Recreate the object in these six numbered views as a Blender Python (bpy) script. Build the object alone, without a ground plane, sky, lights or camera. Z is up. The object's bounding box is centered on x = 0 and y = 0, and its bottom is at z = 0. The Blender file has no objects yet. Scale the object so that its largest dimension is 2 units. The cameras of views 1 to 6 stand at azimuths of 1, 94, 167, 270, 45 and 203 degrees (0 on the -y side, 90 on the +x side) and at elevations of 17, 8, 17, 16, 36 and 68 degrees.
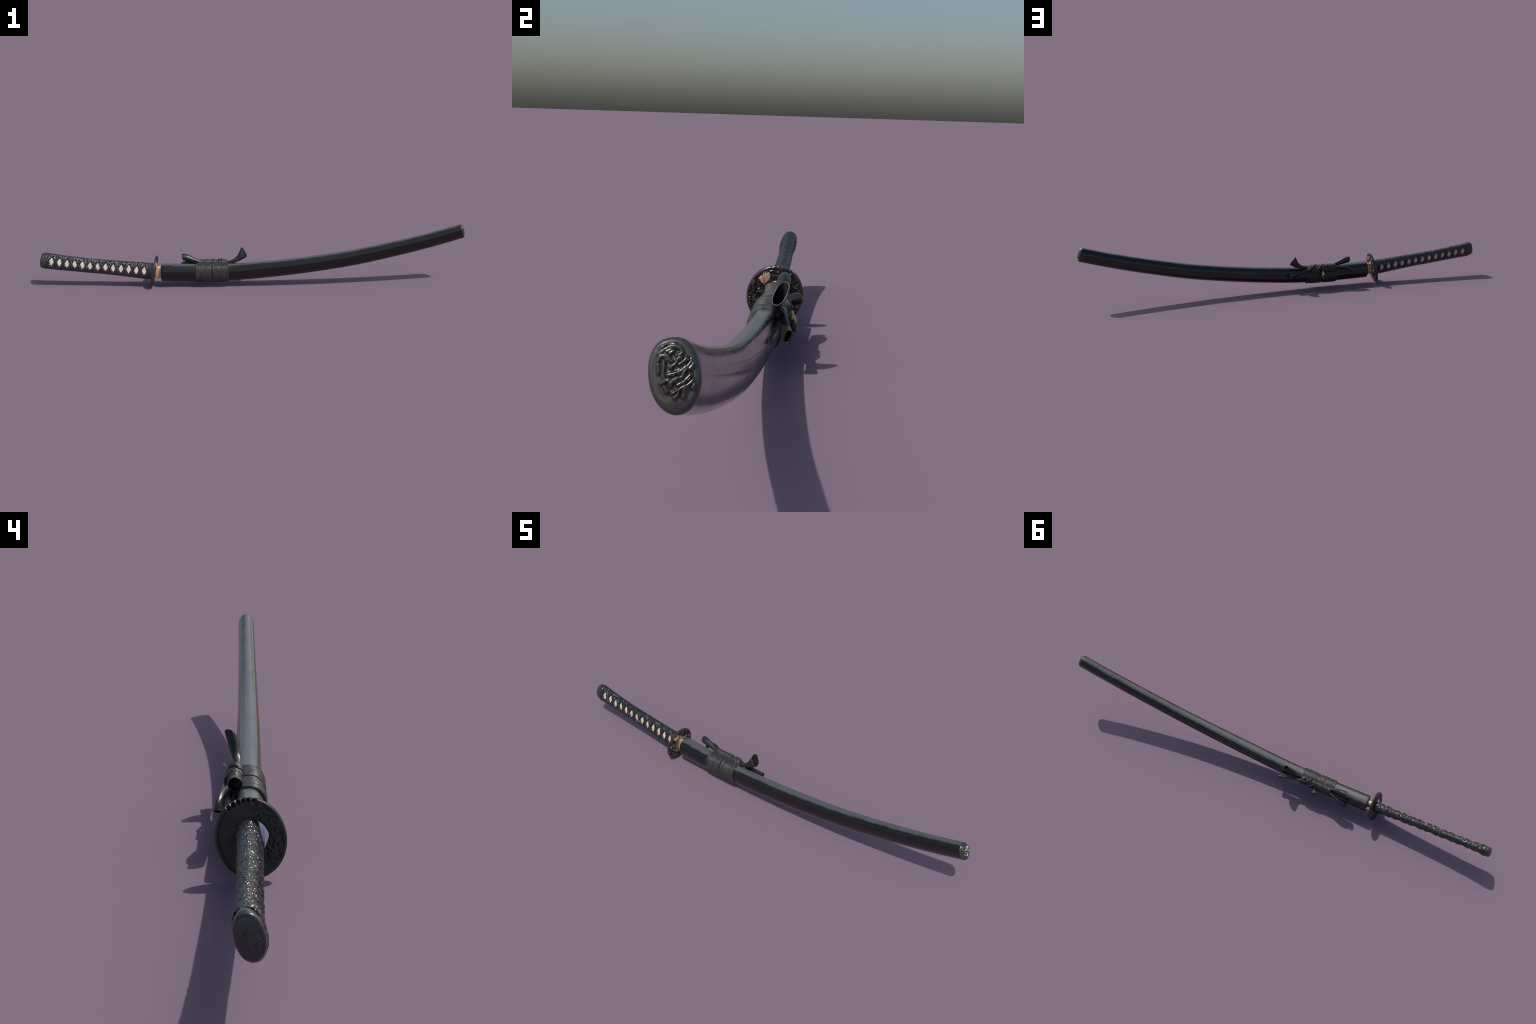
import bpy, bmesh, math, random
from math import sin, cos, pi, radians, sqrt
from mathutils import Vector, noise

random.seed(7)

# ------------------------------------------------------------------ helpers
def spline(pts):
    """natural-looking cubic Hermite through (x, value) control points"""
    xs = [p[0] for p in pts]; ys = [p[1] for p in pts]; n = len(xs)
    m = []
    for i in range(n):
        a, b = max(i - 1, 0), min(i + 1, n - 1)
        m.append((ys[b] - ys[a]) / (xs[b] - xs[a]))
    def f(x):
        if x <= xs[0]: return ys[0] + m[0] * (x - xs[0])
        if x >= xs[-1]: return ys[-1] + m[-1] * (x - xs[-1])
        i = 0
        while x > xs[i + 1]: i += 1
        h = xs[i + 1] - xs[i]; t = (x - xs[i]) / h
        return ((2*t**3 - 3*t*t + 1) * ys[i] + (t**3 - 2*t*t + t) * h * m[i]
                + (-2*t**3 + 3*t*t) * ys[i+1] + (t**3 - t*t) * h * m[i+1])
    return f

def vspline(pts):
    """Catmull-Rom through 3D points, parameter 0..1"""
    P = [Vector(p) for p in pts]; n = len(P)
    def f(t):
        s = min(max(t, 0), 1) * (n - 1); i = min(int(s), n - 2); u = s - i
        p0 = P[i-1] if i > 0 else P[0]*2 - P[1]
        p1, p2 = P[i], P[i+1]
        p3 = P[i+2] if i + 2 < n else P[-1]*2 - P[-2]
        return 0.5*((2*p1) + (p2-p0)*u + (2*p0-5*p1+4*p2-p3)*u*u + (3*p1-p0-3*p2+p3)*u**3)
    return f

def smooth(e0, e1, x):
    t = min(max((x - e0) / (e1 - e0), 0), 1)
    return t*t*(3 - 2*t)

def make_mesh(name, verts, faces, mat, parent=None, angle=40):
    me = bpy.data.meshes.new(name)
    me.from_pydata([tuple(v) for v in verts], [], faces)
    bm = bmesh.new(); bm.from_mesh(me)
    bmesh.ops.remove_doubles(bm, verts=bm.verts, dist=1e-7)
    bmesh.ops.recalc_face_normals(bm, faces=bm.faces)
    bm.to_mesh(me); bm.free()
    me.polygons.foreach_set("use_smooth", [True]*len(me.polygons))
    me.set_sharp_from_angle(angle=radians(angle))
    me.materials.append(mat)
    ob = bpy.data.objects.new(name, me)
    bpy.context.scene.collection.objects.link(ob)
    if parent: ob.parent = parent
    return ob

def loft(rings, close_start=True, close_end=True):
    """rings: list of equally long closed vertex loops -> verts, faces"""
    n = len(rings[0]); V = [v for r in rings for v in r]; F = []
    for i in range(len(rings) - 1):
        for j in range(n):
            k = (j + 1) % n
            F.append((i*n + j, i*n + k, (i+1)*n + k, (i+1)*n + j))
    if close_start: F.append(tuple(range(n))[::-1])
    if close_end: F.append(tuple(range((len(rings)-1)*n, len(rings)*n)))
    return V, F

def seg_dist(px, py, line):
    best = 1e9
    for (ax, ay), (bx, by) in zip(line[:-1], line[1:]):
        dx, dy = bx-ax, by-ay; L = dx*dx + dy*dy
        t = min(max(((px-ax)*dx + (py-ay)*dy)/L, 0), 1) if L else 0
        d = (px-ax-t*dx)**2 + (py-ay-t*dy)**2
        if d < best: best = d
    return sqrt(best)

# ------------------------------------------------------------------ materials
def material(name, base, rough, metallic=0.0, coat=0.0, spec=0.5, vary=None, vscale=40.0,
             bump=None, rvar=None, stretch=(1, 1, 1), bdetail=4):
    m = bpy.data.materials.new(name); m.use_nodes = True
    nt = m.node_tree; b = nt.nodes["Principled BSDF"]
    b.inputs["Base Color"].default_value = (*base, 1)
    b.inputs["Roughness"].default_value = rough
    b.inputs["Metallic"].default_value = metallic
    b.inputs["Coat Weight"].default_value = coat
    b.inputs["Coat Roughness"].default_value = 0.08
    b.inputs["Specular IOR Level"].default_value = spec
    tc = nt.nodes.new("ShaderNodeTexCoord"); mp = nt.nodes.new("ShaderNodeMapping")
    mp.inputs["Scale"].default_value = stretch
    nt.links.new(tc.outputs["Object"], mp.inputs["Vector"])
    if vary:
        nz = nt.nodes.new("ShaderNodeTexNoise"); nz.inputs["Scale"].default_value = vscale
        nz.inputs["Detail"].default_value = 6
        cr = nt.nodes.new("ShaderNodeValToRGB")
        cr.color_ramp.elements[0].position = 0.38; cr.color_ramp.elements[0].color = (*base, 1)
        cr.color_ramp.elements[1].position = 0.66; cr.color_ramp.elements[1].color = (*vary, 1)
        nt.links.new(mp.outputs[0], nz.inputs["Vector"])
        nt.links.new(nz.outputs["Fac"], cr.inputs["Fac"])
        nt.links.new(cr.outputs["Color"], b.inputs["Base Color"])
    if rvar:
        nz = nt.nodes.new("ShaderNodeTexNoise"); nz.inputs["Scale"].default_value = rvar[0]
        nz.inputs["Detail"].default_value = 5
        mr = nt.nodes.new("ShaderNodeMapRange")
        mr.inputs["From Min"].default_value = .3; mr.inputs["From Max"].default_value = .7
        mr.inputs["To Min"].default_value = rvar[1]; mr.inputs["To Max"].default_value = rvar[2]
        nt.links.new(mp.outputs[0], nz.inputs["Vector"])
        nt.links.new(nz.outputs["Fac"], mr.inputs["Value"])
        nt.links.new(mr.outputs["Result"], b.inputs["Roughness"])
    if bump:
        kind, scale, strength, dist = bump
        if kind == "voronoi":
            t = nt.nodes.new("ShaderNodeTexVoronoi"); t.inputs["Scale"].default_value = scale
            out = t.outputs["Distance"]
        else:
            t = nt.nodes.new("ShaderNodeTexNoise"); t.inputs["Scale"].default_value = scale
            t.inputs["Detail"].default_value = bdetail
            out = t.outputs["Fac"]
        bp = nt.nodes.new("ShaderNodeBump")
        bp.inputs["Strength"].default_value = strength; bp.inputs["Distance"].default_value = dist
        nt.links.new(mp.outputs[0], t.inputs["Vector"])
        nt.links.new(out, bp.inputs["Height"])
        nt.links.new(bp.outputs["Normal"], b.inputs["Normal"])
    return m

M_LACQUER = material("black_lacquer", (.005, .0045, .005), .12, coat=.25, spec=.5,
                     rvar=(30, .10, .2), bump=("noise", 16, .12, .004), stretch=(.5, 2, 2))
def add_pale_spine(m):
    """grey, less glossy strip with ragged edges, blended in where the scabbard faces up"""
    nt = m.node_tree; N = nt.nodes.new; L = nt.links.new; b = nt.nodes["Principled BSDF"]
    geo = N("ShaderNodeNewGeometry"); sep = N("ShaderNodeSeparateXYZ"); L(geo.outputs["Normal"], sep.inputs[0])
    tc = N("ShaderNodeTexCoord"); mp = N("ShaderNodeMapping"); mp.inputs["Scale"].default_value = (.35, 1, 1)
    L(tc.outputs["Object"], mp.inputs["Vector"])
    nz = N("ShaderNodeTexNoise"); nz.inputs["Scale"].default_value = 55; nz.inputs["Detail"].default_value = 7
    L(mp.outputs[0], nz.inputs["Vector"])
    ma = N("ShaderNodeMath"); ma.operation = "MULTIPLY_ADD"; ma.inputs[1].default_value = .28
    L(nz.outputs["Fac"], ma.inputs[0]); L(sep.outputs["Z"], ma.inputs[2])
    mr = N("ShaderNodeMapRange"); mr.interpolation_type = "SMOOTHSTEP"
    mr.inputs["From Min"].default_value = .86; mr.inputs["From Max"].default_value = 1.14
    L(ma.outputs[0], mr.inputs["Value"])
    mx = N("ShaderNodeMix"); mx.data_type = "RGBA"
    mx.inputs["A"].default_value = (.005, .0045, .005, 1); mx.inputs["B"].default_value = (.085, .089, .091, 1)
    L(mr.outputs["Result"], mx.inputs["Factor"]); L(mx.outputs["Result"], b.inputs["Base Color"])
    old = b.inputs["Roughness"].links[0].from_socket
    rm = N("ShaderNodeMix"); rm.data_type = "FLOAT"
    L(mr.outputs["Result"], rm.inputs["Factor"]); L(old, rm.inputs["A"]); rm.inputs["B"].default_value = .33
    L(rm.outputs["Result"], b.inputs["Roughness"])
add_pale_spine(M_LACQUER)
M_CAPMETAL = material("black_horn_cap", (.030, .029, .028), .2, spec=.85, rvar=(60, .16, .28))
M_CORD = material("black_cord", (.015, .015, .015), .42, spec=.45, vary=(.062, .062, .062), vscale=26,
                  bump=("noise", 30, .6, .0016), stretch=(18, 1, 1))
M_RIBBON = material("black_silk_ribbon", (.016, .016, .017), .36, spec=.45, vary=(.024, .024, .025), vscale=60,
                    bump=("noise", 300, .12, .001))
M_WRAP = material("black_leather_wrap", (.010, .010, .011), .22, spec=.75, vary=(.020, .020, .021), vscale=160,
                  bump=("noise", 190, 1.0, .0034), rvar=(200, .10, .22), bdetail=1)
M_RAYSKIN = material("pale_ray_skin", (.70, .61, .58), .42, vary=(.58, .50, .47), vscale=70,
                     bump=("voronoi", 520, .35, .001))
M_IRON = material("dark_iron", (.030, .027, .025), .30, metallic=.25, spec=.6, vary=(.046, .037, .031), vscale=45,
                  rvar=(70, .22, .42), bump=("noise", 150, .15, .001))
M_COPPER = material("copper_inlay", (.68, .46, .35), .42, metallic=.35, vary=(.56, .36, .26), vscale=110,
                    bump=("noise", 160, .4, .002))
M_GOLD = material("pale_gold", (.66, .49, .31), .38, metallic=.5, vary=(.56, .41, .25), vscale=90,
                  bump=("noise", 130, .15, .001))
M_WASHER = material("brown_gilt_washer", (.34, .23, .13), .42, metallic=.5, vary=(.20, .17, .15), vscale=110,
                    bump=("noise", 130, .2, .001))
M_SILVER = material("pale_silver", (.82, .80, .84), .30, metallic=.9, rvar=(90, .22, .4))
M_BEAD = material("dark_bead", (.035, .026, .018), .22, spec=.6)

# ------------------------------------------------------------------ sword axis
LEAN = spline([(-.426, 5.0), (0, 0.0), (.5, -4.0), (1.0, -8.5)])     # slight twist of the scabbard, degrees
GRIP_LEAN = 13.0                                                     # roll of grip and guard, degrees
AXIS_Y = -.001

def frame(cz, x, cy=None):
    e = 1e-3
    s = (cz(x+e) - cz(x-e)) / (2*e)
    T = Vector((1, 0, s)).normalized()
    N0 = Vector((-T.z, 0, T.x)); Y0 = Vector((0, 1, 0))
    a = radians(LEAN(x) if x > -.4405 else GRIP_LEAN)
    N = N0*cos(a) + Y0*sin(a); Y = Y0*cos(a) - N0*sin(a)
    return Vector((x, AXIS_Y if cy is None else cy(x), cz(x))), T, N, Y

def oval(phi, a, b, nlow=2.0, nup=2.35):
    """phi 0 = -y flank, pi/2 = top, pi = +y flank; slightly pointed below"""
    c, s = cos(phi), sin(phi)
    n = nup if s >= 0 else nlow
    return (-b*math.copysign(abs(c)**(2/n), c), a*math.copysign(abs(s)**(2/n), s))

root = bpy.data.objects.new("sheathed_sword", None)
bpy.context.scene.collection.objects.link(root)
root["label"] = "curved black lacquered sheathed sword with wrapped handle and corded knot"
root["category"] = "sword"

# ================================================================== SCABBARD
SAYA_C = spline([(-.426, .0701), (-.25, .0664), (-.07, .0703), (.11, .0858), (.29, .1076), (.47, .1358), (.65, .1745), (.83, .2190), (.99, .2654)])
SAYA_A = spline([(-.426, .0425), (-.1, .0407), (.2, .0391), (.5, .0375), (.99, .0342)])
SAYA_B = spline([(-.426, .0356), (-.1, .0309), (.2, .0293), (.5, .0266), (.99, .0236)])
SAYA_Y = spline([(-.426, .000), (-.1, .0008), (.2, -.0010), (.45, -.0014), (.7, -.0010), (.99, -.0006)])
X_MOUTH, X_TIP = -.426, .9890
NS = 96

def saya_ring(x, k=1.0, dx=0.0, n=NS):
    C, T, N, Y = frame(SAYA_C, x, SAYA_Y)
    out = []
    for j in range(n):
        l, u = oval(2*pi*j/n, SAYA_A(x), SAYA_B(x))
        out.append(C + T*dx + Y*(l*k) + N*(u*k))
    return out

def saya_inset(x, inset, dx):
    C, T, N, Y = frame(SAYA_C, x, SAYA_Y)
    a, b = SAYA_A(x) - inset, SAYA_B(x) - inset
    return [C + T*dx + Y*oval(2*pi*j/NS, a, b)[0] + N*oval(2*pi*j/NS, a, b)[1] for j in range(NS)]

rings = []
# hollow throat, mouth face, rounded lip, then the long body
for ins, dx in ((.0135, .030), (.0135, .002), (.0125, .0003), (.0065, 0), (.0035, .0006), (.0014, .0022), (.0004, .0048)):
    rings.append(saya_inset(X_MOUTH, ins, dx))
nst = 230
for i in range(nst + 1):
    t = i/nst
    rings.append(saya_ring(X_MOUTH + .009 + (X_TIP - .006 - X_MOUTH - .009)*t))
V, F = loft(rings, close_end=False)
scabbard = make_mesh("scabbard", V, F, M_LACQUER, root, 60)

# end cap with a raised dragon-like relief (strokes in cap units: right = +y, up = spine)
def cap_uv(pts, cx, cy, hx, hy): return [((x-cx)/hx, (cy-y)/hy) for x, y in pts]
RELIEF = [cap_uv(s, 645, 770, 445, 640) for s in [
    [(430, 395), (520, 330), (600, 297), (700, 282), (790, 330), (825, 400), (770, 450), (730, 440)],
    [(455, 285), (540, 230), (630, 215), (720, 235)],
    [(560, 370), (640, 335), (672, 370), (610, 402)],
    [(405, 520), (440, 440), (510, 425), (570, 440), (600, 490), (630, 525)],
    [(402, 570), (405, 700)],
    [(507, 540), (497, 650), (472, 780), (505, 825)],
    [(615, 640), (700, 570), (740, 500), (800, 480)],
    [(755, 600), (850, 540), (885, 505)],
    [(560, 750), (660, 740), (770, 710), (870, 640)],
    [(590, 900), (640, 840), (780, 800), (900, 640), (960, 560)],
    [(430, 880), (510, 830), (560, 835), (590, 930)],
    [(700, 930), (800, 890), (930, 780)],
    [(480, 930), (520, 1010)],
    [(630, 1130), (690, 1080), (720, 1000), (830, 950)],
    [(780, 1130), (790, 1030), (840, 960), (960, 880)],
    [(930, 680), (1010, 590)],
    [(940, 990), (970, 950)],
    [(600, 1060), (690, 1000)]]]

def relief(u, v, strokes, width):
    h = 0.0
    for s in strokes:
        d = seg_dist(u*.70, v, [(a*.70, b) for a, b in s]) / width
        if d < 1.6: h = max(h, (1 - (d/1.6)**2)**1.5)
    return h

C, T, N, Y = frame(SAYA_C, X_TIP, SAYA_Y)
a0, b0 = SAYA_A(X_TIP), SAYA_B(X_TIP)
rings = [saya_ring(X_TIP - .006, n=192)]
RC = .0062
for q in (12, 25, 38, 50, 62, 72):
    k = 1 - RC*(1-cos(radians(q)))/b0*.8; d = RC*sin(radians(q))
    rings.append([C + T*(d - .006) + Y*(oval(2*pi*j/192, a0, b0)[0]*k) + N*(oval(2*pi*j/192, a0, b0)[1]*k) for j in range(192)])
K1 = k; D1 = d
for i in range(1, 64):
    k = K1*(1 - i/64)
    r = []
    for j in range(192):
        l, u = oval(2*pi*j/192, a0, b0)
        dome = D1 + .0042*(1 - (k/K1)**2)
        uu, vv = l*k/b0, u*k/a0
        wv = noise.noise_vector(Vector((uu*5, vv*5, 2)))*.022
        wd = .052 + .014*noise.noise(Vector((uu*4, vv*4, 9)))
        h = relief(uu + wv.x, vv + wv.y, RELIEF, wd) * smooth(.90, .78, k)
        r.append(C + T*(dome - .006 + .0032*h - .0010*smooth(.85, .7, k)*smooth(-.75, -.45, u*k/a0)) + Y*(l*k) + N*(u*k))
    rings.append(r)
V, F = loft(rings, close_start=False)
end_cap = make_mesh("end_cap", V, F, M_CAPMETAL, scabbard, 60)

# ================================================================== CORD BANDS ROUND THE SCABBARD
def cord_band(x0, x1, turns, seed):
    rnd = random.Random(seed)
    per = 8; rings = []
    heights = [rnd.uniform(.0030, .0042) for _ in range(turns)]
    n = turns*per
    for i in range(n + 1):
        t = i/n; x = x0 + (x1-x0)*t
        k = min(int(t*turns), turns - 1); f = t*turns - k
        bulge = .0014*sin(pi*t)
        h = heights[k]*.55 + .0014 + .0011*sqrt(max(0, 1-(2*f-1)**2)) + bulge
        if i in (0, n): h = -.001
        C, T, N, Y = frame(SAYA_C, x, SAYA_Y)
        a, b = SAYA_A(x), SAYA_B(x); r = []
        for j in range(NS):
            ph = 2*pi*j/NS
            w = .0006*noise.noise(Vector((3*cos(ph), 3*sin(ph), k*1.7 + seed)))
            l, u = oval(ph, a+h+w, b+h+w)
            r.append(C + T*(.0012*noise.noise(Vector((2*cos(ph), 2*sin(ph), k*.37+9*seed)))) + Y*l + N*u)
        rings.append(r)
    V, F = loft(rings, False, False)
    return make_mesh("cord_band", V, F, M_CORD, scabbard, 80)
cord_band(-.262, -.1875, 17, 1)
cord_band(-.1815, -.117, 15, 2)
# flattened cord turn that trails off the band towards the tip
cord_band(-.1175, -.1085, 2, 3)

# ================================================================== KNOT
def tube(path, radius, n=10, steps=None, flat=1.0, lat=None, close=False):
    """sweep; path: list of Vectors"""
    rings = []; m = len(path)
    for i, p in enumerate(path):
        q0 = path[i-1] if i > 0 else (path[-1] if close else path[0])
        q1 = path[(i+1) % m] if (i < m-1 or close) else path[-1]
        T = (q1-q0).normalized()
        L = (lat - T*lat.dot(T)).normalized() if lat else T.orthogonal().normalized()
        Mx = T.cross(L)
        rr = radius(i/(m-1)) if callable(radius) else radius
        rings.append([p + L*(rr*cos(2*pi*j/n)) + Mx*(rr*flat*sin(2*pi*j/n)) for j in range(n)])
    if close:
        rings.append(rings[0]); return loft(rings, False, False)
    return loft(rings)

def bundle_center(x):
    return Vector((x, .0285 + .02*(-.18-x)*.5, SAYA_C(x) + .0345))

knot_core_path = [bundle_center(-.112 - .146*i/20) for i in range(21)]
V, F = tube(knot_core_path, lambda t: .0105*min(1, 6*t+.5, 6*(1-t)+.5), n=20, flat=1.5, lat=Vector((0, 1, 0)))
knot = make_mesh("knot", V, F, M_CORD, root, 60)

rnd = random.Random(11)
def winding(x, ly, lz, r, tilt, yaw=0.0, wob=0.0):
    c = bundle_center(x); pts = []
    for i in range(36):
        a = 2*pi*i/36
        w = 1 + wob*sin(3*a + x*200)
        pts.append(c + Vector((tilt*sin(a)*lz + yaw*cos(a)*ly, ly*w*cos(a), lz*w*sin(a))))
    V, F = tube(pts, r, n=8, close=True, lat=Vector((1, 0, 0)), flat=.8)
    return make_mesh("knot_winding", V, F, M_CORD, knot, 80)
# orderly windings towards the handle
for i in range(10):
    x = -.254 + i*.0082
    winding(x, .0128 + rnd.uniform(-.0006, .0008), .0192 + rnd.uniform(-.001, .001), .0048, .10 + rnd.uniform(-.05, .05))
# looser crossing windings towards the tip
for i in range(7):
    x = -.171 + i*.0088
    winding(x, .0132 + rnd.uniform(-.001, .0022) - .0007*max(0, i-4), .0178 + rnd.uniform(-.0015, .002) - .0015*max(0, i-4), .0046,
            rnd.uniform(-.5, .6), rnd.uniform(-.5, .5), .07)
# diagonal strands across the outer side of the knot
def strand(pts, r=.0040):
    f = vspline(pts)
    V, F = tube([f(i/24) for i in range(25)], r, n=8, lat=Vector((.3, .2, 1)), flat=.75)
    return make_mesh("knot_strand", V, F, M_CORD, knot, 80)
B = bundle_center
strand([B(-.185)+Vector((0, .002, .021)), B(-.168)+Vector((0, .016, .010)), B(-.150)+Vector((0, .018, -.006)), B(-.135)+Vector((0, .010, -.018))])
strand([B(-.135)+Vector((0, .004, .017)), B(-.150)+Vector((0, .017, .006)), B(-.165)+Vector((0, .019, -.008)), B(-.182)+Vector((0, .014, -.020))])
strand([B(-.112)+Vector((0, .004, .004)), B(-.128)+Vector((0, .014, .012)), B(-.145)+Vector((0, .009, .020)), B(-.158)+Vector((0, -.006, .021))])
strand([B(-.188)+Vector((0, .003, .023)), B(-.187)+Vector((0, .019, .006)), B(-.186)+Vector((0, .022, -.010))], .0036)

# four hollow, flattened sleeve-like cord ends
def sleeve(points, lateral, width, depth, wall=.0018, cut=0.0, cutl=0.0, power=2.6, n=40, steps=36):
    f = vspline(points); fl = vspline(lateral)
    W = spline(width); D = spline(depth)
    def ring(t, shrink):
        p = f(t); T = (f(min(t+.01, 1)) - f(max(t-.01, 0))).normalized()
        L = fl(t); L = (L - T*L.dot(T)).normalized(); Mx = L.cross(T)
        w, d = max(W(t) - shrink, .0004), max(D(t) - shrink, .0004)
        r = []
        for j in range(n):
            a = 2*pi*j/n; c, s = cos(a), sin(a)
            l = w*math.copysign(abs(c)**(2/power), c); m = d*math.copysign(abs(s)**(2/power), s)
            ripple = 1 + .05*noise.noise(Vector((4*c, 4*s, 5*t + p.x*30)))
            r.append(p + L*l*ripple + Mx*m*ripple + T*((cut*s*d + cutl*c*w)*smooth(.6, 1, t)))
        return r
    rings = [ring(i/steps, 0) for i in range(steps + 1)]
    rings.append([(a+b)/2 + (rings[-1][0]-rings[-2][0]).normalized()*wall*.3 for a, b in zip(rings[-1], ring(1, wall))])
    for i in range(steps, int(steps*.30), -1):
        rings.append(ring(i/steps, wall))
    V, F = loft(rings)
    return make_mesh("cord_end", V, F, M_RIBBON, knot, 60)

# rising end towards the tip
sleeve([(-.128, .024, .109), (-.100, .0235, .1125), (-.072, .026, .122), (-.052, .030, .136), (-.035, .0345, .1565)],
       [(0, 1, .1), (0, 1, .1), (0, 1, 0), (.05, 1, -.15), (.1, 1, -.35)],
       [(0, .006), (.35, .0090), (.7, .0120), (1, .0132)], [(0, .006), (.35, .0075), (.7, .0150), (1, .0240)], cut=-.42, power=2.4, cutl=.5)
# rising end towards the handle
sleeve([(-.240, .024, .113), (-.265, .024, .119), (-.288, .0245, .127), (-.308, .0255, .134), (-.327, .0265, .1365)],
       [(0, 1, 0), (0, 1, -.1), (.1, 1, -.2), (.1, 1, -.2), (.1, 1, -.2)],
       [(0, .007), (.4, .010), (.75, .0135), (1, .0148)], [(0, .007), (.4, .0125), (.75, .0160), (1, .0155)], cut=.35, power=1.7)
# drooping end towards the handle
sleeve([(-.240, .034, .104), (-.268, .043, .106), (-.298, .0515, .104), (-.322, .0555, .096), (-.338, .0560, .085)],
       [(0, .5, 1), (0, .6, .9), (.2, .7, .7), (.3, .8, .5), (.3, .9, .4)],
       [(0, .008), (.4, .0105), (.75, .0120), (1, .0135)], [(0, .005), (.4, .0052), (.75, .0062), (1, .0082)], cut=.4)
# drooping end towards the tip
sleeve([(-.128, .034, .103), (-.100, .039, .098), (-.070, .044, .090), (-.042, .049, .082), (-.016, .0525, .077)],
       [(0, .5, 1), (0, .5, 1), (0, .4, 1), (0, .4, 1), (0, .3, 1)],
       [(0, .007), (.4, .0090), (.75, .0115), (1, .0145)], [(0, .005), (.4, .0050), (.75, .0055), (1, .0072)], cut=.4)

# pendant bead with gilt cap and leaf points
def revolve(profile, p0, axis, n=28, squash=1.0):
    axis = axis.normalized(); L = Vector((1, 0, 0)); L = (L - axis*L.dot(axis)).normalized(); Mx = axis.cross(L)
    return [[p0 + axis*h + L*(r*cos(2*pi*j/n)) + Mx*(r*squash*sin(2*pi*j/n)) for j in range(n)] for r, h in profile]
P0 = Vector((-.1858, .0515, .093)); PA = Vector((-.05, .14, -1))
V, F = loft(revolve([(.0018, .006), (.0050, .009), (.0082, .015), (.0100, .023), (.0100, .031), (.0080, .038), (.0045, .0430), (.0012, .0450)], P0, PA, squash=.8))
bead = make_mesh("pendant_bead", V, F, M_BEAD, knot, 60)
V, F = loft(revolve([(.0020, -.002), (.0046, .0005), (.0050, .004), (.0046, .007), (.0066, .0095), (.0086, .0145), (.0080, .0160)], P0, PA, squash=.8))
make_mesh("bead_cap", V, F, M_GOLD, bead, 60)
ax = PA.normalized()
for ang in (318, 42, 180):
    L = Vector((1, 0, 0)); L = (L - ax*L.dot(ax)).normalized(); Mx = ax.cross(L)
    rings = []
    for i in range(9):
        t = i/8; h = .013 + .013*t; w = .36*(1 - t)**.8 + .02
        R = .0090 + .0017*sin(pi*min(1, t*.75 + .1))
        rings.append([P0 + ax*h + (L*cos(radians(ang)+s*w) + Mx*.8*sin(radians(ang)+s*w))*(R*q) for s, q in ((-1, 1.0), (0, 1.05), (1, 1.0), (0, .86))])
    V, F = loft(rings); make_mesh("gilt_leaf", V, F, M_GOLD, bead, 50)
V, F = tube([bundle_center(-.186)+Vector((0, .008, -.010)), Vector((-.186, .045, .0975)), P0 - ax*.001], .0022, n=8)
make_mesh("pendant_cord", V, F, M_CORD, bead, 60)

# ================================================================== HANDLE
HAND_C = spline([(-1.0, .1345), (-.97, .1298), (-.89, .1193), (-.8256, .1118), (-.76, .1042), (-.70, .0990), (-.64, .0925),
                 (-.57, .0853), (-.50, .0778), (-.455, .0735)])
HAND_A = spline([(-1.0, .0325), (-.97, .0360), (-.93, .0353), (-.8256, .0331), (-.70, .0327), (-.60, .0346), (-.50, .0374), (-.455, .0382)])
HAND_B = spline([(-1.0, .0214), (-.97, .0192), (-.90, .0148), (-.8, .0148), (-.70, .0154), (-.55, .0172), (-.455, .0202)])
HAND_Y = spline([(-1.0, .0016), (-.8, .0003), (-.455, -.001)])

handle = bpy.data.objects.new("handle", None); handle.parent = root
bpy.context.scene.collection.objects.link(handle)

def hand_ring(x, d, n=72, dx=0.0, k=1.0, e=2.6):
    C, T, N, Y = frame(HAND_C, x, HAND_Y)
    a, b = HAND_A(x) + d, HAND_B(x) + d
    return [C + T*dx + Y*(oval(2*pi*j/n, a, b, e, e)[0]*k) + N*(oval(2*pi*j/n, a, b, e, e)[1]*k) for j in range(n)]

V, F = loft([hand_ring(-.975 + (.975-.475)*i/160, -.0048) for i in range(161)])
make_mesh("ray_skin_core", V, F, M_RAYSKIN, handle, 60)

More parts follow.
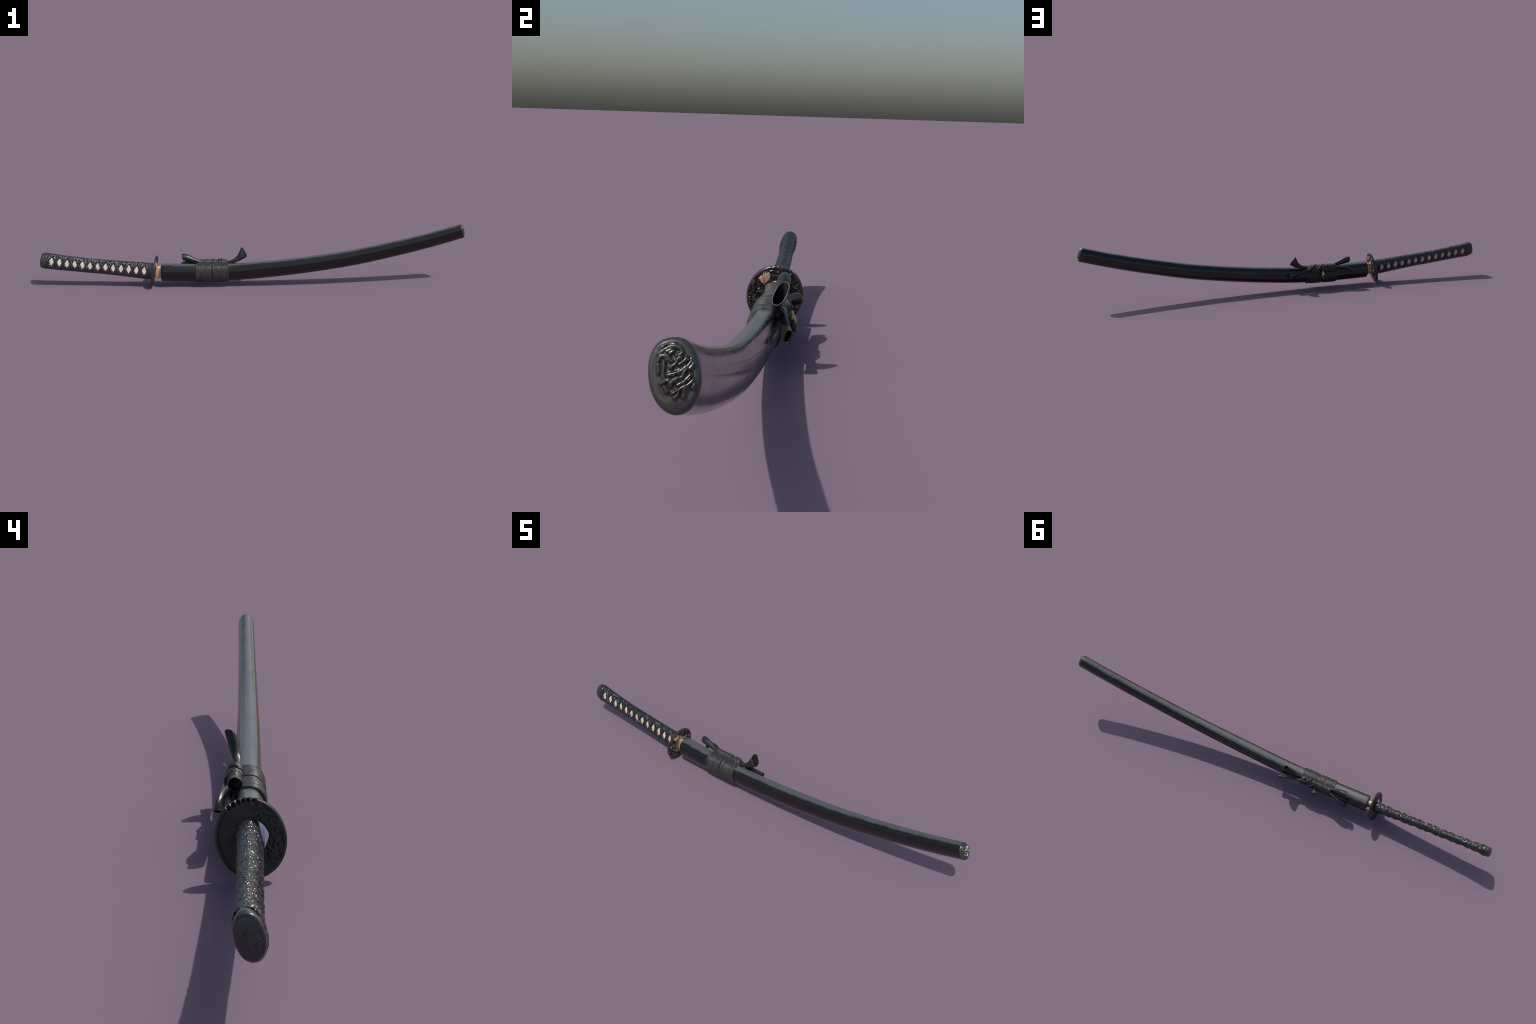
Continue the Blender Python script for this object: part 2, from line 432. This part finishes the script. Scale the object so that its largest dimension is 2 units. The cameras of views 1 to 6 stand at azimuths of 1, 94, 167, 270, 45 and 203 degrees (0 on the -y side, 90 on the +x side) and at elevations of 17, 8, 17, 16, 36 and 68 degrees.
PITCH = .0363; X_FIRST = -.9425 - PITCH/2      # crossings on the -y flank lie between diamonds
X_LO, X_HI = -.974, -.482
def wrap_band(k, sign):
    """one slanted turn of flat leather; it crosses its mirror twin on both flanks, leaving a diamond gap"""
    ncross, per = 19, 150
    over = 1 if (k + (sign > 0)) % 2 else -1
    rnd = random.Random(k*2 + (sign > 0)); jx = rnd.uniform(-.0008, .0008); jw = rnd.uniform(-.0010, .0012)
    rings = []
    for i in range(per):
        ph = 2*pi*i/per; sn = sin(ph)
        z = .0335*abs(sn); g = min(1, z/.0225); g = g*(1.12 - .12*g)
        ridge = smooth(.010, .026, z)
        xc = X_FIRST + k*PITCH + jx*(1-ridge) + sign*math.copysign(g, sn)*PITCH/4
        hw = .5*(.0138 + .0068*min(1, z/.0225)) + jw*(1-ridge) + .0009*noise.noise(Vector((cos(ph)*2, sn*2, k*2.7 + sign)))
        flank = 1 - ridge
        lift = .0012*over*flank
        row_t, row_b = [], []
        for j in range(ncross):
            s = -1 + 2*j/(ncross-1)
            edge = (1 - abs(s)**5)*flank + (1 - .35*abs(s)**6)*ridge
            x = xc + hw*s
            xx = min(max(x, X_LO), X_HI)
            C, T, N, Y = frame(HAND_C, xx, HAND_Y)
            h = -.0030 + .0042*edge + (lift + .0012*flank)*edge
            h += .0005*abs(sin(s*pi*1.5))*edge
            h += .0008*noise.noise(Vector((x*240, cos(ph)*6.5, sn*6.5 + sign*3)))*(.4 + .6*edge)
            h += .0005*noise.noise(Vector((x*420, cos(ph)*11, sn*11 + sign*3)))*edge
            l, u = oval(ph, HAND_A(xx)+h, HAND_B(xx)+h, 2.6, 2.6)
            row_t.append(C + Y*l + N*u)
            l, u = oval(ph, HAND_A(xx)-.0052, HAND_B(xx)-.0052, 2.6, 2.6)
            row_b.append(C + Y*l + N*u)
        rings.append(row_t + row_b[::-1])
    rings.append(rings[0])
    V, F = loft(rings, False, False)
    return make_mesh("wrap_band", V, F, M_WRAP, handle, 60)
for k in range(14):
    for sign in (1, -1): wrap_band(k, sign)

# pommel cap with a shallow scrolled relief
SCROLL = [[(-(x-610)/425, (900-y)/575) for x, y in s] for s in [
    [(550, 1040), (575, 1150), (640, 1200), (730, 1170), (785, 1070), (750, 990), (695, 945)],
    [(535, 715), (520, 780), (522, 880)], [(445, 730), (405, 820)], [(460, 860), (495, 825)], [(595, 715), (640, 700)],
    [(715, 765), (675, 835)], [(825, 915), (838, 980), (822, 1040)], [(395, 1152), (465, 1188)], [(655, 1095), (695, 1070)]]]
rings = [hand_ring(-.958, -.0020, 144, e=2.1), hand_ring(-.9585, .0008, 144, e=2.1), hand_ring(-.962, .0016, 144, e=2.1)]
for i in range(1, 7): rings.append(hand_ring(-.962 - .024*i/6, .0016, 144, e=2.1))
xe = -.9885
C, T, N, Y = frame(HAND_C, xe, HAND_Y); a0, b0 = HAND_A(xe)+.0004, HAND_B(xe)+.0012
for k, d in ((.995, .001), (.98, .0026), (.955, .0040), (.92, .0052), (.87, .0061)):
    rings.append([C - T*(d-.001) + Y*(oval(2*pi*j/144, a0, b0)[0]*k) + N*(oval(2*pi*j/144, a0, b0)[1]*k) for j in range(144)])
for i in range(1, 48):
    k = .87*(1 - i/48); r = []
    for j in range(144):
        l, u = oval(2*pi*j/144, a0, b0)
        d = .0061 + .0020*(1-(k/.87)**2) + .0015*relief(l*k/b0, u*k/a0, SCROLL, .034)
        r.append(C - T*(d-.001) + Y*(l*k) + N*(u*k))
    rings.append(r)
V, F = loft(rings)
make_mesh("pommel_cap", V, F, M_CAPMETAL, handle, 60)

# collar between grip and guard
rings = [hand_ring(-.492, -.003), hand_ring(-.492, .0004), hand_ring(-.490, .0014), hand_ring(-.476, .0014), hand_ring(-.464, .0006), hand_ring(-.464, -.02)]
V, F = loft(rings)
make_mesh("handle_collar", V, F, M_CAPMETAL, handle, 50)

# ================================================================== GUARD
G_C = Vector((-.4605, -.0018, .0748)); G_TILT = radians(11.3); G_LEAN = radians(12.0)
GT = Vector((cos(G_TILT), 0, -sin(G_TILT)))           # towards the tip
GU0 = Vector((sin(G_TILT), 0, cos(G_TILT))); GY0 = Vector((0, 1, 0))
GU = GU0*cos(G_LEAN) + GY0*sin(G_LEAN); GY = GY0*cos(G_LEAN) - GU0*sin(G_LEAN)
G_RY, G_RU, G_TH = .0660, .0760, .0062

def gpos(y, u, t): return G_C + GY*y + GU*u + GT*t
def ridged(p):
    v = 1 - abs(noise.noise(p))*2.2
    return max(v, 0)
def notch(th):
    """grooves cut into the upper rim on the handle side"""
    d = 0.0
    for deg in (64, 73, 83, 92, 100, 110):
        d = max(d, math.exp(-((math.degrees(th) - deg)/2.5)**2))
    return d
def face_relief_tip(y, u, rho, th):
    keep = smooth(.96, .84, rho)
    low = smooth(-.052, -.036, u + .006*noise.noise(Vector((y*70, 0, 3))))
    p = Vector((y*66 + 3, u*84 - 2, 1.3)); p = p + Vector((noise.noise(p*1.3), noise.noise(p*1.3+Vector((7, 3, 1))), 0))*.9
    v = .62*ridged(p) + .38*ridged(p*2.1 + Vector((0, 0, 5)))
    h = -.0036 + .0080*v*v
    return keep*low*h + keep*(1-low)*-.0010
def face_relief_grip(y, u, rho, th):
    pit = smooth(.93, .84, rho)*smooth(-.012, -.020, y)
    p = Vector((y*150, u*120, 8.1))
    v = max(0, noise.noise(p) + .5*noise.noise(p*2))
    return -.0024*min(1, 3.5*v)*pit - .0009*smooth(.93, .86, rho)*(1-pit) + .0005*noise.noise(Vector((y*40, u*40, 2)))*smooth(.95, .8, rho)

NA, NR = 300, 70
rings = []
def grow(rho, side):
    r = []
    for j in range(NA):
        th = 2*pi*j/NA
        y, u = G_RY*rho*cos(th), G_RU*rho*sin(th)
        if side > 0: t = G_TH*(1 - .55*smooth(.93, 1.0, rho)**2) + face_relief_tip(y, u, rho, th)
        else:
            t = -(G_TH*(1 - .55*smooth(.93, 1.0, rho)**2) + face_relief_grip(y, u, rho, th))
            t += .0085*notch(th)*smooth(.80, .95, rho)
        rr = 1 - .035*notch(th)*smooth(.88, 1, rho)*(1 if side < 0 else .5)
        r.append(gpos(y*rr, u*rr, t))
    return r
levels = [.02 + .90*(i/NR) for i in range(NR)] + [.925, .94, .955, .97, .982, .992, 1.0]
for rho in levels: rings.append(grow(rho, -1))
rings.append([gpos(G_RY*1.004*cos(2*pi*j/NA)*(1-.03*notch(2*pi*j/NA)), G_RU*1.004*sin(2*pi*j/NA)*(1-.03*notch(2*pi*j/NA)), 0) for j in range(NA)])
for rho in reversed(levels): rings.append(grow(rho, 1))
V, F = loft(rings)
guard = make_mesh("guard", V, F, M_IRON, root, 50)
# pale teardrop inlay beside the grip
def inlay(name, outline, t0, levels, mat):
    outline = [(y*cos(G_LEAN) - u*sin(G_LEAN), y*sin(G_LEAN) + u*cos(G_LEAN)) for y, u in outline]   # drawn upright
    cy = sum(p[0] for p in outline)/len(outline); cu = sum(p[1] for p in outline)/len(outline)
    fl = vspline([(p[0], p[1], 0) for p in outline + [outline[0]]])
    loop = [fl(i/48) for i in range(48)]
    rings = [[gpos(p.x, p.y, t0) for p in loop]]
    for k, t in levels:
        rings.append([gpos(cy+(p.x-cy)*k, cu+(p.y-cu)*k, t + .0005*noise.noise(Vector((p.x*k*120, p.y*k*120, 4)))) for p in loop])
    V, F = loft(rings); return make_mesh(name, V, F, mat, guard, 50)
teardrop = [(-.0145, .0320), (-.0225, .0255), (-.0290, .0170), (-.0333, .0065), (-.0315, -.0030), (-.0280, -.0120),
            (-.0245, -.0195), (-.0215, -.0120), (-.0180, -.0020), (-.0160, .0080), (-.0145, .0200)]
inlay("silver_inlay", teardrop, -.002, ((1, -.0058), (.96, -.0067), (.85, -.0071), (.5, -.0073), (.1, -.0073)), M_SILVER)
# copper leaf inlay on the tip side
leaf = [(-.0385, .0430), (-.0320, .0500), (-.0255, .0560), (-.0165, .0600), (-.0110, .0550), (-.0105, .0470), (-.0150, .0380), (-.0220, .0305), (-.0262, .0275), (-.0310, .0335)]
inlay("copper_leaf", leaf, .001, ((1, .0052), (.97, .0066), (.90, .0074), (.7, .0079), (.4, .0080), (.1, .0078)), M_COPPER)

# gilt washer and blade collar
def gloop(ry, ru, t, n=64, off=0.0): return [gpos(oval(2*pi*j/n, ru, ry, 2.0, 2.2)[0], off + oval(2*pi*j/n, ru, ry, 2.0, 2.2)[1], t) for j in range(n)]
V, F = loft([gloop(.0210, .0395, .001), gloop(.0210, .0395, .0078), gloop(.0204, .0389, .0085), gloop(.0185, .0370, .0087), gloop(.01, .03, .0087)])
make_mesh("guard_washer", V, F, M_WASHER, guard, 40)
rings = []
C0 = gpos(0, -.0015, 0)
for x, g in ((-.452, .0008), (-.440, .0004), (-.4275, 0), (-.405, -.0004), (-.400, -.0015)):
    C, T, N, Y = frame(SAYA_C, max(x, -.426)); C = Vector((x, C.y, .0715))
    rings.append([C + Y*oval(2*pi*j/48, .0297+g, .0118+g, 2.6, 3.2)[0] + N*oval(2*pi*j/48, .0297+g, .0118+g, 2.6, 3.2)[1] for j in range(48)])
V, F = loft(rings); make_mesh("blade_collar", V, F, M_GOLD, root, 40)
